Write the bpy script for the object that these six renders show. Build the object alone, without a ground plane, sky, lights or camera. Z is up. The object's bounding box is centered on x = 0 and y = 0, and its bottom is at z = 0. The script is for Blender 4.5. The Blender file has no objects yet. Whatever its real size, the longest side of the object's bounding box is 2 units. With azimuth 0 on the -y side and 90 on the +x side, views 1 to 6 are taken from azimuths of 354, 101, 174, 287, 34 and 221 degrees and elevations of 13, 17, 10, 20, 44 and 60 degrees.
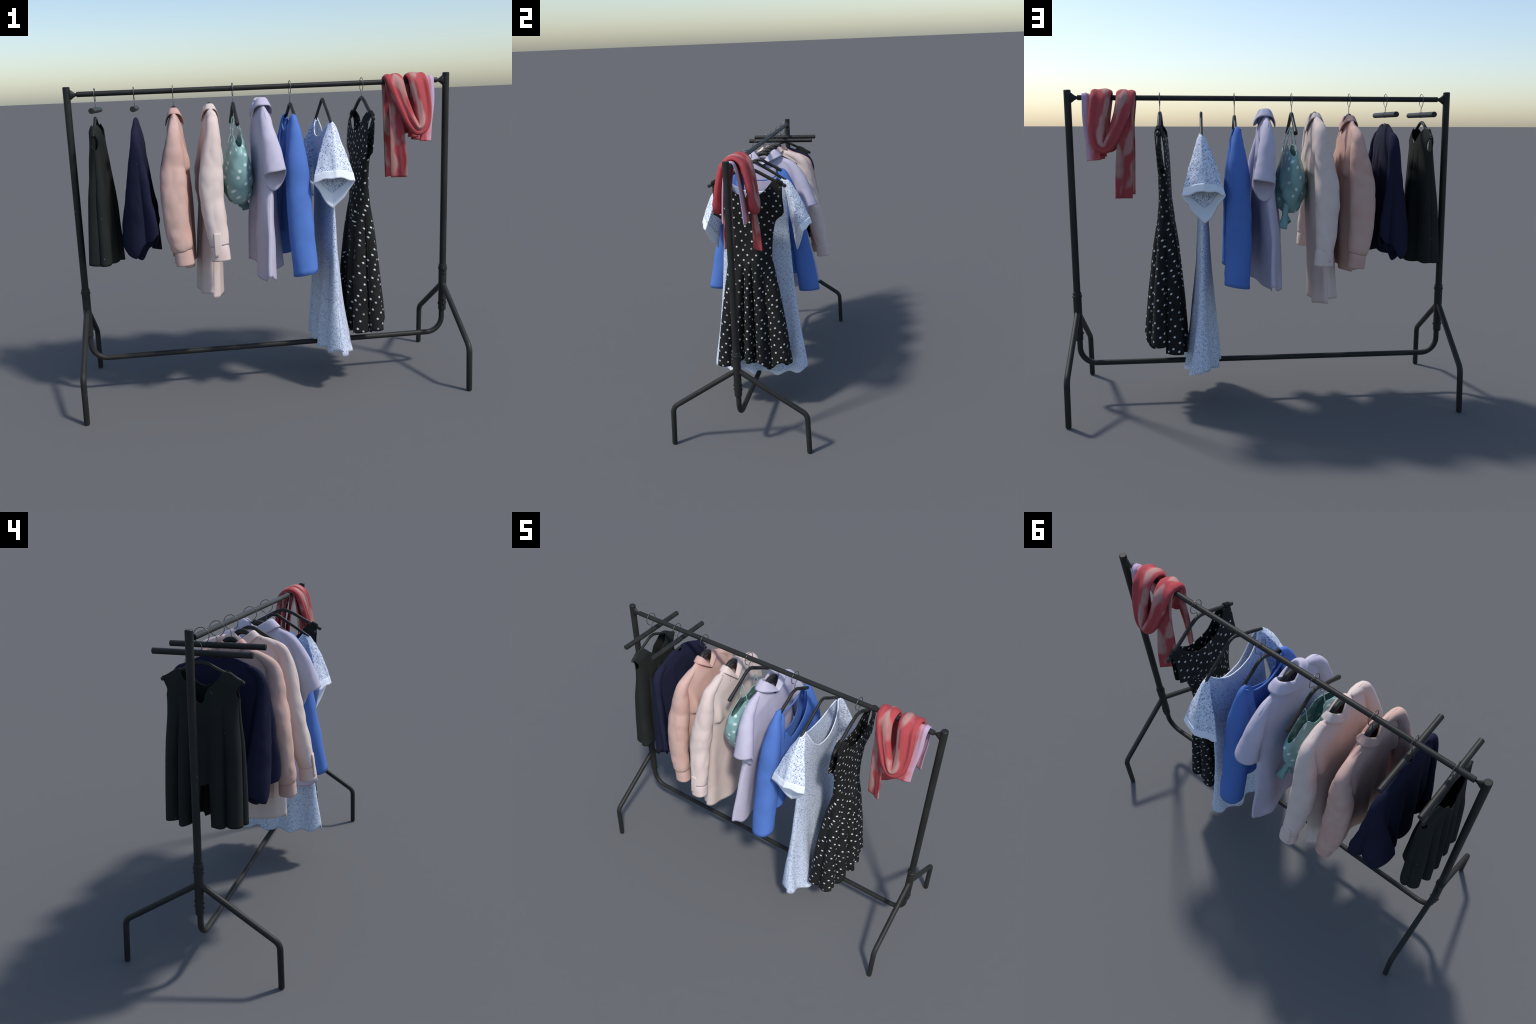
import bpy, bmesh, math
import numpy as np
from mathutils import Vector, noise

PI = math.pi
RNG = np.random.default_rng(7)

# ------------------------------------------------------------------ helpers
def curve_of(*knots):
    """Smooth (monotone cubic) function through (position, value) knots."""
    k = sorted(knots)
    X = np.array([p[0] for p in k], float); Y = np.array([p[1] for p in k], float)
    if len(X) == 1:
        return lambda t: np.full(np.shape(t), Y[0])
    h = np.diff(X); d = np.diff(Y) / h
    m = np.empty(len(X)); m[0], m[-1] = d[0], d[-1]
    for i in range(1, len(X) - 1):
        m[i] = 0 if d[i-1] * d[i] <= 0 else 2 * d[i-1] * d[i] / (d[i-1] + d[i])
    def f(t):
        t = np.clip(np.asarray(t, float), X[0], X[-1])
        i = np.clip(np.searchsorted(X, t) - 1, 0, len(h) - 1)
        s = (t - X[i]) / h[i]
        return ((1+2*s)*(1-s)**2*Y[i] + s*(1-s)**2*h[i]*m[i] + s*s*(3-2*s)*Y[i+1] + s*s*(s-1)*h[i]*m[i+1])
    return f

def smoothstep(a, b, t):
    s = np.clip((np.asarray(t, float) - a) / (b - a), 0, 1)
    return s * s * (3 - 2 * s)

def wrinkle(P, amount, ky=9.0, kz=3.0, seed=0.0):
    """Low, mostly vertical waves for cloth: one value per point."""
    out = np.empty(len(P))
    for i, p in enumerate(P):
        out[i] = noise.noise(Vector((p[0]*ky*0.8+seed, p[1]*ky-seed, p[2]*kz+seed*2))) + 0.5*noise.noise(Vector((p[0]*ky*2+seed, p[1]*ky*2, p[2]*kz*2.5)))
    return out * amount

def new_thing(name, base, label, category):
    e = bpy.data.objects.new(name, None)
    e.location = base; e.empty_display_size = 0.05
    bpy.context.scene.collection.objects.link(e)
    e["label"] = label; e["category"] = category
    return e

def root_of(o):
    return o if o.parent is None else root_of(o.parent)

def add_part(name, verts, faces, mat, parent, shell=0.0, weld=True, smooth=True, offset=0.0, sharp=None, lengths=None):
    base = np.array(root_of(parent).location)
    me = bpy.data.meshes.new(name)
    me.from_pydata([tuple(v) for v in (np.asarray(verts, float) - base)], [], [tuple(int(i) for i in f) for f in faces])
    for key, values in (lengths or {}).items():      # cloth lengths in metres, one number per point, for laying on prints
        me.attributes.new(key, "FLOAT", "POINT").data.foreach_set("value", np.asarray(values, np.float32))
    bm = bmesh.new(); bm.from_mesh(me)
    if weld:
        bmesh.ops.remove_doubles(bm, verts=bm.verts, dist=2e-5)
    bmesh.ops.recalc_face_normals(bm, faces=bm.faces)
    bm.to_mesh(me); bm.free()
    me.polygons.foreach_set("use_smooth", [smooth] * len(me.polygons))
    me.materials.append(mat)
    if sharp:
        me.set_sharp_from_angle(angle=math.radians(sharp))
    o = bpy.data.objects.new(name, me)
    bpy.context.scene.collection.objects.link(o)
    o.parent = parent
    if shell:
        m = o.modifiers.new("cloth_thickness", "SOLIDIFY")
        m.thickness = shell; m.offset = offset
    return o

def grid_faces(nr, nc, closed=False, keep=None, start=0):
    F = []
    for r in range(nr - 1):
        for c in range(nc if closed else nc - 1):
            d = (c + 1) % nc
            if keep is None or keep(r, c):
                F.append((start+r*nc+c, start+r*nc+d, start+(r+1)*nc+d, start+(r+1)*nc+c))
    return F

def resample(points, n):
    """Even points along a centripetal spline through the control points."""
    P = np.array(points, float)
    d = np.sqrt(np.linalg.norm(np.diff(P[:, :3], axis=0), axis=1)) + 1e-9
    t = np.concatenate([[0], np.cumsum(d)]); t /= t[-1]
    s = np.linspace(0, 1, n)
    m = np.empty_like(P)
    m[1:-1] = (P[2:] - P[:-2]) / (t[2:] - t[:-2])[:, None]
    m[0] = (P[1]-P[0])/(t[1]-t[0]); m[-1] = (P[-1]-P[-2])/(t[-1]-t[-2])
    i = np.clip(np.searchsorted(t, s, side="right") - 1, 0, len(t) - 2)
    h = (t[i+1]-t[i])[:, None]; q = ((s - t[i])[:, None]) / h
    return (1+2*q)*(1-q)**2*P[i] + q*(1-q)**2*h*m[i] + q*q*(3-2*q)*P[i+1] + q*q*(q-1)*h*m[i+1]

def round_corners(points, radius, steps=8):
    """Polyline with its inner corners replaced by arcs, as a tube bender does."""
    P = [Vector(p) for p in points]; out = [P[0]]
    for a, b, c in zip(P, P[1:], P[2:]):
        u, w = (a - b).normalized(), (c - b).normalized()
        half = u.angle(w) / 2
        reach = min(radius / math.tan(half), (a-b).length*0.95, (c-b).length*0.95)
        r = reach * math.tan(half)
        mid = b + (u + w).normalized() * (r / math.sin(half))
        p, q = b + u*reach, b + w*reach
        for k in range(steps + 1):
            v = (p - mid).lerp(q - mid, k/steps).normalized() * r
            out.append(mid + v)
    out.append(P[-1])
    return [tuple(p) for p in out]

def sweep(points, radius, sides=16, caps=True, flat=1.0, up=(1, 0, 0), closed=False):
    """Round tube along a path; radius may be a list; flat squeezes it along `up`."""
    P = np.array(points, float); n = len(P)
    R = np.full(n, radius) if np.isscalar(radius) else np.array(radius, float)
    if closed:
        T = np.roll(P, -1, 0) - np.roll(P, 1, 0)
    else:
        T = np.gradient(P, axis=0)
    T /= np.linalg.norm(T, axis=1)[:, None]
    A = np.array(up, float); V = []
    for i in range(n):
        A = A - T[i]*(A @ T[i]); A = A/np.linalg.norm(A)
        B = np.cross(T[i], A)
        for k in range(sides):
            a = 2*PI*k/sides
            V.append(P[i] + R[i]*(A*math.cos(a)*flat + B*math.sin(a)))
    F = grid_faces(n, sides, True)
    if closed:
        F += [((n-1)*sides+k, (n-1)*sides+(k+1) % sides, (k+1) % sides, k) for k in range(sides)]
    elif caps:
        F += [tuple(range(sides)), tuple((n-1)*sides+k for k in range(sides))]
    return np.array(V), F

def capped_rod(a, b, r, sides=20, chamfer=0.003):
    a, b = np.array(a, float), np.array(b, float); d = (b-a)/np.linalg.norm(b-a)
    pts = [a, a+d*0.0002, a+d*chamfer, b-d*chamfer, b-d*0.0002, b]
    rr = [0.001, r-chamfer, r, r, r-chamfer, 0.001]
    up = (1, 0, 0) if abs(d[0]) < 0.9 else (0, 0, 1)
    A = np.array(up, float); A -= d*(A@d); A /= np.linalg.norm(A); B = np.cross(d, A)
    V = [p + q*(A*math.cos(2*PI*k/sides)+B*math.sin(2*PI*k/sides)) for p, q in zip(pts, rr) for k in range(sides)]
    F = grid_faces(len(pts), sides, True) + [tuple(range(sides)), tuple((len(pts)-1)*sides+k for k in range(sides))]
    return np.array(V), F

def merge_meshes(*meshes):
    V, F, n = [], [], 0
    for v, f in meshes:
        V.append(np.asarray(v)); F += [tuple(i+n for i in q) for q in f]; n += len(v)
    return np.concatenate(V), F

# ------------------------------------------------------------------ materials
class Nodes:
    def __init__(self, name, rough=0.9, spec=0.2, sheen=0.0):
        self.mat = bpy.data.materials.new(name); self.mat.use_nodes = True
        self.t = self.mat.node_tree
        self.b = self.t.nodes["Principled BSDF"]
        self.b.inputs["Roughness"].default_value = rough
        self.b.inputs["Specular IOR Level"].default_value = spec
        self.b.inputs["Sheen Weight"].default_value = sheen
        self.co = self.new("ShaderNodeTexCoord").outputs["Object"]
    def new(self, kind, **kw):
        n = self.t.nodes.new(kind)
        for k, v in kw.items(): setattr(n, k, v)
        return n
    def link(self, a, b): self.t.links.new(a, b)
    def put(self, sock, v):
        if isinstance(v, bpy.types.NodeSocket): self.link(v, sock)
        else: sock.default_value = v
    def mapped(self, scale=(1, 1, 1), rot=(0, 0, 0), loc=(0, 0, 0), src=None):
        m = self.new("ShaderNodeMapping")
        self.link(src or self.co, m.inputs["Vector"])
        m.inputs["Scale"].default_value = scale; m.inputs["Rotation"].default_value = rot; m.inputs["Location"].default_value = loc
        return m.outputs[0]
    def noise(self, scale, detail=3, vec=None, rough=0.5):
        n = self.new("ShaderNodeTexNoise")
        self.link(vec or self.co, n.inputs["Vector"])
        n.inputs["Scale"].default_value = scale; n.inputs["Detail"].default_value = detail; n.inputs["Roughness"].default_value = rough
        return n.outputs["Fac"]
    def voronoi(self, scale, vec=None, rnd=1.0, dims="3D", feature="F1"):
        n = self.new("ShaderNodeTexVoronoi", voronoi_dimensions=dims, feature=feature)
        self.link(vec or self.co, n.inputs["Vector"])
        n.inputs["Scale"].default_value = scale; n.inputs["Randomness"].default_value = rnd
        return n
    def ramp(self, fac, *stops, interp="LINEAR"):
        r = self.new("ShaderNodeValToRGB"); r.color_ramp.interpolation = interp
        e = r.color_ramp.elements
        while len(e) < len(stops): e.new(0.5)
        for el, (p, c) in zip(e, stops):
            el.position = p; el.color = (c, c, c, 1) if np.isscalar(c) else (*c, 1)
        self.put(r.inputs["Fac"], fac); return r.outputs["Color"]
    def mix(self, fac, a, b, mode="MIX"):
        m = self.new("ShaderNodeMix", data_type="RGBA", blend_type=mode)
        self.put(m.inputs[0], fac)
        for s, v in ((m.inputs[6], a), (m.inputs[7], b)):
            self.put(s, (*v, 1) if isinstance(v, tuple) else v)
        return m.outputs[2]
    def math(self, op, a, b=0.0, c=0.0):
        m = self.new("ShaderNodeMath", operation=op)
        self.put(m.inputs[0], a); self.put(m.inputs[1], b); self.put(m.inputs[2], c)
        return m.outputs[0]
    def xyz(self, src=None):
        s = self.new("ShaderNodeSeparateXYZ"); self.link(src or self.co, s.inputs[0]); return s.outputs
    def combine(self, x, y, z=0.0):
        s = self.new("ShaderNodeCombineXYZ")
        for i, v in enumerate((x, y, z)): self.put(s.inputs[i], v)
        return s.outputs[0]
    def flecks(self, size=(60, 60, 14), limit=0.05, share=0.5, seed=0.0):
        """Sparse little upright streaks: mask 0..1."""
        vec = self.mapped(scale=size, loc=(seed, seed*2, -seed))
        v = self.voronoi(1.0, vec)
        near = self.math("LESS_THAN", v.outputs["Distance"], limit)
        s = self.new("ShaderNodeSeparateColor"); self.link(v.outputs["Color"], s.inputs[0])
        return self.math("MULTIPLY", near, self.math("LESS_THAN", s.outputs[0], share)), s.outputs[1]
    def bump(self, height, strength=0.2, dist=0.002):
        b = self.new("ShaderNodeBump"); b.inputs["Strength"].default_value = strength; b.inputs["Distance"].default_value = dist
        self.link(height, b.inputs["Height"]); self.link(b.outputs[0], self.b.inputs["Normal"])
    def done(self, colour):
        self.put(self.b.inputs["Base Color"], (*colour, 1) if isinstance(colour, tuple) else colour)
        return self.mat
    def cloth_grain(self, strength=0.15):
        self.bump(self.noise(260, 2), strength, 0.001)

def srgb(r, g, b):
    return tuple(((c/255+0.055)/1.055)**2.4 if c > 10 else c/3294 for c in (r, g, b))

def plain_cloth(name, colour, tint=None, depth=0.06, fleck=None, rough=0.9, spec=0.15, patches=0.0):
    m = Nodes(name, rough, spec, 0.0)
    lo = tuple(c*(1-depth) for c in colour); hi = tuple(min(1, c*(1+depth)) for c in colour)
    col = m.ramp(m.noise(9, 4), (0.3, lo), (0.7, hi))
    if tint:
        col = m.mix(m.ramp(m.noise(14, 2, m.mapped(scale=(1, 1, 0.6), loc=(3, 1, 5))), (0.5, 0.0), (0.72, patches)), col, tint)
    if fleck:
        mask, _ = m.flecks(*fleck[1:])
        col = m.mix(mask, col, fleck[0])
    m.cloth_grain()
    return m.done(col)

def dark_metal():
    m = Nodes("black_painted_metal", 0.5, 0.25)
    col = m.ramp(m.noise(7, 4), (0.35, srgb(36, 36, 35)), (0.7, srgb(45, 45, 43)))
    mask, hue = m.flecks((55, 55, 16), 0.06, 0.22)
    chip = m.ramp(hue, (0.0, srgb(150, 160, 165)), (0.5, srgb(90, 120, 150)), (1.0, srgb(150, 120, 110)))
    col = m.mix(mask, col, chip)
    m.bump(m.noise(90, 3), 0.08, 0.001)
    return m.done(col)

def dark_plastic():
    m = Nodes("black_plastic", 0.5, 0.28)
    return m.done(m.ramp(m.noise(25, 3), (0.3, srgb(34, 34, 33)), (0.7, srgb(44, 44, 42))))

def wire():
    m = Nodes("steel_wire", 0.32, 0.5); m.b.inputs["Metallic"].default_value = 0.85
    return m.done(m.ramp(m.noise(120, 2), (0.3, srgb(84, 82, 80)), (0.7, srgb(118, 118, 120))))

def print_plane(m, second="z"):
    """The flat cloth under a print: length round the garment and height."""
    r = m.new("ShaderNodeAttribute", attribute_name="cloth_around")
    if second == "z":
        return m.combine(r.outputs["Fac"], m.xyz()[2])
    l = m.new("ShaderNodeAttribute", attribute_name=second)
    return m.combine(r.outputs["Fac"], l.outputs["Fac"])

def polka_cloth():
    m = Nodes("black_polka_dot_cloth", 0.85, 0.2)
    p = print_plane(m)
    v = m.voronoi(25.5, m.mapped(rot=(0, 0, 0.72), src=p), 0.45, "2D")
    dot = m.ramp(v.outputs["Distance"], (0.085, 1.0), (0.17, 0.0))
    s = m.new("ShaderNodeSeparateColor"); m.link(v.outputs["Color"], s.inputs[0])
    dot = m.math("MULTIPLY", dot, m.ramp(s.outputs[0], (0.0, 0.35), (0.4, 1.0)))
    dot = m.math("MULTIPLY", dot, m.ramp(m.math("SUBTRACT", m.xyz()[2], 0.65), (0.475, 1.0), (0.50, 0.0)))
    ground = m.ramp(m.noise(12, 3), (0.3, srgb(25, 26, 26)), (0.7, srgb(34, 35, 34)))
    m.cloth_grain()
    return m.done(m.mix(dot, ground, srgb(222, 222, 222)))

def flower_cloth(name, dense, hem=None):
    """White-blue cotton sprinkled with small navy marks; plain white borders."""
    m = Nodes(name, 0.9, 0.15)
    x, y, z = m.xyz()
    if dense:
        p = print_plane(m)
    else:
        p = print_plane(m, "cloth_along")
    q = m.mapped(rot=(0, 0, 0.75), src=p)
    n = m.new("ShaderNodeTexNoise", noise_dimensions="2D"); m.link(q, n.inputs["Vector"]); n.inputs["Scale"].default_value = 60; n.inputs["Detail"].default_value = 2
    bent = m.new("ShaderNodeVectorMath", operation="MULTIPLY_ADD")
    m.link(n.outputs["Color"], bent.inputs[0]); bent.inputs[1].default_value = (0.005, 0.005, 0.0); m.link(q, bent.inputs[2])
    v = m.voronoi(104.0 if dense else 92.0, bent.outputs[0], 0.8, "2D")
    s = m.new("ShaderNodeSeparateColor"); m.link(v.outputs["Color"], s.inputs[0])
    size = m.math("MULTIPLY", v.outputs["Distance"], m.math("MULTIPLY_ADD", s.outputs[1], 0.9, 0.7))
    mark = m.ramp(size, (0.14, 1.0), (0.36, 0.0))
    keep = m.ramp(s.outputs[0], (0.25, 0.1), (0.6, 1.0)) if dense else m.ramp(s.outputs[0], (0.30, 0.0), (0.60, 1.0))
    mark = m.math("MULTIPLY", mark, keep)
    if dense:   # the print thins out in patches
        mark = m.math("MULTIPLY", mark, m.ramp(m.noise(11, 2), (0.3, 0.5), (0.6, 1.0)))
    mist = m.ramp(m.noise(75, 3, q), (0.40, 0.0), (0.68, 0.6))
    base = srgb(206, 215, 230) if dense else srgb(224, 231, 244)
    col = m.mix(mist, base, srgb(160, 174, 204))
    col = m.mix(m.math("MULTIPLY", mark, 0.85), col, srgb(66, 78, 112))
    if hem is not None:
        zz = m.math("ADD", z, m.math("MULTIPLY", m.math("SUBTRACT", m.noise(25, 2), 0.5), 0.02))
        col = m.mix(m.ramp(m.math("SUBTRACT", zz, hem-0.5), (0.49, 1.0), (0.51, 0.0)), col, srgb(228, 234, 244))
    m.cloth_grain()
    return m.done(col)

def scarf_cloth():
    """Red with soft greyish pink bands that run along the folds."""
    m = Nodes("red_and_pink_scarf_cloth", 0.85, 0.2)
    v = m.mapped(scale=(17.0, 6.5, 1.0), src=print_plane(m, "cloth_along"))
    n = m.new("ShaderNodeTexNoise", noise_dimensions="2D"); m.link(v, n.inputs["Vector"]); n.inputs["Scale"].default_value = 1.0; n.inputs["Detail"].default_value = 1.0
    f = m.ramp(n.outputs["Fac"], (0.52, 0.0), (0.64, 0.9))
    red, pale = srgb(174, 74, 78), srgb(184, 142, 135)
    col = m.mix(f, m.ramp(m.noise(18, 3), (0.3, tuple(c*0.92 for c in red)), (0.7, red)), m.ramp(m.noise(22, 3), (0.3, tuple(c*0.9 for c in pale)), (0.7, pale)))
    m.bump(m.noise(180, 3), 0.25, 0.0015)
    return m.done(col)

def dotted_silk():
    m = Nodes("teal_dotted_silk", 0.42, 0.4)
    v = m.voronoi(21.0, m.mapped(rot=(0, 0, 0.5), src=print_plane(m)), 0.55, "2D")
    s = m.new("ShaderNodeSeparateColor"); m.link(v.outputs["Color"], s.inputs[0])
    dot = m.math("MULTIPLY", m.ramp(v.outputs["Distance"], (0.10, 0.9), (0.24, 0.0)), m.math("GREATER_THAN", s.outputs[0], 0.3))
    ground = m.ramp(m.noise(14, 3), (0.3, srgb(124, 165, 164)), (0.7, srgb(144, 183, 181)))
    m.cloth_grain(0.1)
    return m.done(m.mix(dot, ground, srgb(226, 240, 240)))

METAL, PLASTIC, WIRE = dark_metal(), dark_plastic(), wire()
TANK = plain_cloth("black_green_cloth", srgb(38, 41, 39), None, 0.1, (srgb(120, 130, 150), (50, 50, 18), 0.06, 0.25))
NAVY = plain_cloth("navy_cloth", srgb(31, 33, 54), None, 0.1, (srgb(90, 95, 130), (45, 45, 16), 0.05, 0.15))
PINK = plain_cloth("pink_cloth", srgb(198, 166, 155), srgb(200, 154, 143), 0.06, (srgb(110, 85, 85), (34, 34, 8), 0.05, 0.1), patches=0.7)
CREAM = plain_cloth("cream_cloth", srgb(211, 194, 187), srgb(206, 181, 174), 0.04, (srgb(80, 72, 72), (34, 34, 8), 0.06, 0.14), patches=0.6)
LILAC = plain_cloth("lavender_cloth", srgb(187, 182, 200), srgb(196, 192, 209), 0.04, (srgb(130, 126, 145), (40, 40, 12), 0.05, 0.1), patches=0.5)
BLUE = plain_cloth("cornflower_blue_cloth", srgb(82, 117, 186), None, 0.05, (srgb(110, 135, 190), (40, 40, 10), 0.05, 0.1))
POLKA = polka_cloth()
BLACK_TRIM = plain_cloth("black_trim_cloth", srgb(32, 33, 33), None, 0.08)
SILK = dotted_silk()
RED = scarf_cloth()

def pale_scarf():
    m = Nodes("lilac_and_pink_scarf_cloth", 0.85, 0.2)
    t = m.math("ADD", m.xyz()[0], m.math("MULTIPLY", m.math("SUBTRACT", m.noise(16, 2), 0.5), 0.05))
    m.bump(m.noise(180, 3), 0.25, 0.0015)
    return m.done(m.ramp(m.math("MULTIPLY_ADD", t, 8.0, -0.4), (0.22, srgb(186, 84, 90)), (0.36, srgb(205, 140, 150)), (0.55, srgb(192, 160, 182)), (0.75, srgb(172, 158, 190))))
PALE = pale_scarf()

# ------------------------------------------------------------------ cloth builders
def tubes(p):
    """Round ridges with sharp valleys, -1..1."""
    return 2*np.abs(np.cos(p/2))**0.7 - 1

def cloth_body(cx, thick, width, front_top, back_top, hem, shoulder=None, fold=None, slot=None, ramp=0.05,
               least=0.15, bulge=1.0, crown=None, peak=5, ripple=None, signed=False, cols=72, rows=72, wave=0.004, seed=0.0, join=None):
    """A hanging tube of cloth. At height z it reaches y = +-width(z) and x = cx(z) +- thick(z).
    front_top / back_top give the height of the upper edge over y, hem(y, side) the lower edge,
    shoulder(y) the line on which front and back meet, slot(z) the open angle of an armhole,
    fold(y, z, side) pushes the cloth outwards, ripple = (count, offset, height over z, width, depth)
    sets even folds all round. Returns vertices, faces and the cloth length round each row."""
    V, around, front_lap = [], [], []
    if ripple:
        count, off, amp, rw, rt = ripple
        p = np.linspace(0, 2*PI, 721)
        q = np.stack([rt*np.cos(p), rw*np.sin(p)], 1)
        arc = np.concatenate([[0], np.cumsum(np.linalg.norm(np.diff(q, axis=0), axis=1))])
        arc /= arc[-1]
    edge = (lambda y: y) if signed else np.abs
    for side, top in ((1, front_top), (-1, back_top)):
        a = np.linspace(-1, 1, cols)
        a0 = a * PI/2
        y0 = np.sin(a0)
        ytop = y0 * width(np.array([float(top(0.1))]))[0]
        for _ in range(6):
            ytop = y0 * width(top(edge(ytop)))
        zt = top(edge(ytop))
        for r in range(rows):
            v = (r/(rows-1))**1.15
            zb = hem(y0 * width(np.full(cols, hem(np.array([0.0]), side)[0])), side)
            z = zt + (zb - zt)*v
            g = slot(z) if slot else 0.0
            ang = a*(PI/2 - g)
            y = width(z)*np.sin(ang)
            T = thick(z, side) if callable(thick) else thick[0](z) if side > 0 else thick[1](z)
            if shoulder:
                d = np.clip(shoulder(np.abs(y)) - z, 0, None)
                T = T*np.clip(np.sqrt(d/ramp), least, 1.0)
            c = np.abs(np.cos(ang))**bulge
            x = cx(z) + side*T*c
            if crown:
                x = x + side*crown[0 if side > 0 else 1](z)*np.abs(np.cos(ang))**peak
            if ripple:
                W = width(z)
                nx, ny = side*np.cos(ang)/np.maximum(T, 0.02), np.sin(ang)/W
                nn = np.hypot(nx, ny)
                full = np.mod(ang if side > 0 else PI - ang, 2*PI)
                t = 2*PI*np.interp(full, p, arc)
                f = amp(z)*tubes(count*t + off + 0.9*np.sin(2*t+off) + 0.5*np.sin(3*t))*(0.8 + 0.3*np.sin(3*t+2*off))
                x, y = x + nx/nn*f, y + ny/nn*f
            if fold:
                f = fold(y, z, side)
                k = np.clip(c*1.6, 0, 1)
                x = x + side*f*k
                y = y + np.sin(ang)*np.abs(f)*0.25*k
            V.append(np.stack([x, y, z], 1))
            step = np.concatenate([[0], np.cumsum(np.hypot(np.diff(x), np.diff(y)))])
            lap = step - np.interp(0.0, a, step)
            if side < 0:      # carry on from the side seams towards the middle of the back
                lap = np.where(a >= 0, front_lap[r][-1] + lap[-1] - lap, front_lap[r][0] + lap[0] - lap)
            else:
                front_lap.append(lap)
            around.append(lap)
    V = np.concatenate(V)
    if wave:
        w = wrinkle(V, wave, seed=seed)
        V[:, 0] += w * np.tile(smoothstep(0.0, 0.3, np.linspace(0, 1, rows)).repeat(cols), 2)
    F = grid_faces(rows, cols) + grid_faces(rows, cols, start=rows*cols)
    if join is not None:
        o = rows*cols
        for c in range(cols-1):
            if min(abs(V[c, 1]), abs(V[c+1, 1])) >= join:
                F.append((c, c+1, o+c+1, o+c))
    cloth_body.around = np.concatenate(around)
    return V, F

def sleeve(points, n=44, sides=40, shape=1.0, end=None, wave=0.004, seed=0.0, mirror=False, reach=6.0, yaw=0.0, crease=0.0):
    """Tube along (x, y, z, half depth in x, half width across) stations; end(cos, sin) drops the cuff edge."""
    P = resample(points, n)
    C = P[:, :3]; T = np.gradient(C, axis=0); T /= np.linalg.norm(T, axis=1)[:, None]
    V = []
    for i in range(n):
        X = np.array([math.cos(yaw), math.sin(yaw), 0]); X = X - T[i]*(X@T[i]); X /= np.linalg.norm(X)
        N = np.cross(X, T[i]); N = N if N[1] > 0 else -N
        t = i/(n-1)
        for k in range(sides):
            a = 2*PI*k/sides - PI/2; ca, sa = math.cos(a), math.sin(a)
            cc, ss = math.copysign(abs(ca)**shape, ca), math.copysign(abs(sa)**shape, sa)
            p = C[i] + X*P[i, 3]*cc + N*P[i, 4]*ss
            if end:
                p = p + np.array([0, 0, end(cc, ss)])*t**reach
            V.append(p)
    V = np.array(V)
    if wave:
        w = wrinkle(V, wave, 14, 9, seed)
        cen = np.repeat(C, sides, 0); d = V - cen; L = np.linalg.norm(d, axis=1)[:, None] + 1e-6
        if crease:
            w = w + crease*np.array([abs(noise.noise(Vector((p[0]*16+seed, p[1]*10+p[2]*7, p[2]*9-seed))))**0.6 - 0.45 for p in V])
        V = V + d/L*w[:, None]
    R = V.reshape(n, sides, 3)
    step = np.concatenate([np.zeros((n, 1)), np.cumsum(np.linalg.norm(np.diff(R, axis=1), axis=2), axis=1)], 1)
    sleeve.lengths = {"cloth_around": (step - step[:, sides//2:sides//2+1]).ravel(),
                      "cloth_along": np.repeat(np.concatenate([[0], np.cumsum(np.linalg.norm(np.diff(C, axis=0), axis=1))]), sides)}
    if mirror:
        V[:, 1] *= -1
    return V, grid_faces(n, sides, True)

def shirt_collar(cx, rings, n=80):
    """Fold-over collar hanging like a saddle: each ring is (x radius, y radius, height at the sides,
    fall to the front, fall to the back); heights run in straight lines to the middle."""
    R = np.array(rings, float); prof = resample(R, 16); V = []
    for rx, ry, z, ff, fb in prof:
        for k in range(n):
            a = 2*PI*k/n
            y = math.sin(a); fall = ff if math.cos(a) > 0 else fb
            V.append((cx + rx*math.copysign(abs(math.cos(a))**0.8, math.cos(a)), ry*y, z - fall*(math.sqrt((1-abs(y))**2 + 0.004) - 0.063)))
    return np.array(V), grid_faces(16, n, True)

# ------------------------------------------------------------------ hangers
def add_hook(thing, x, foot, hanger):
    ring = []
    for k in range(41):
        a = -PI/2 + 0.18 + (2*PI-0.55)*k/40
        ring.append((x, 0.0348*math.cos(a), 1.5703 + 0.0335*math.sin(a)))
    stem = [(x, 0, foot), (x, 0, foot+(1.53-foot)*0.6), (x, 0.002, 1.531)]
    V, F = sweep(resample(stem + ring, 80), 0.0018, 8, up=(1, 0, 0))
    add_part("hook", V, F, WIRE, hanger)

def add_hanger(thing, x, path, r=0.0075, flat=0.8, hook=True, ends=1.0):
    """path: half of the bar from the apex outwards as (y, z)."""
    pts = [(x, -y, z) for y, z in reversed(path[1:])] + [(x, y, z) for y, z in path]
    P = resample(pts, 60)
    s = np.linspace(-1, 1, 60)
    r = r*1.12
    rr = r*(1 + (ends-1)*smoothstep(0.55, 1.0, np.abs(s)))
    rr[[0, -1]] *= 0.35; rr[[1, -2]] *= 0.85
    d0, d1 = P[0]-P[1], P[-1]-P[-2]
    P = np.concatenate([P[:1], P[:1]-d0*0.08, P[1:-1], P[-1:]-d1*0.08, P[-1:]])
    rr = np.concatenate([rr[:1]*0.3/0.35, [r*ends*0.92], rr[1:-1]/np.array([0.85]+[1]*(len(rr)-4)+[0.85]), [r*ends*0.92], rr[-1:]])
    V, F = sweep(P, rr, 16, flat=flat)
    h = add_part("hanger", V, F, PLASTIC, thing, weld=False)
    if hook:
        add_hook(thing, x, path[0][1]+r*0.5, h)
    return h

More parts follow.
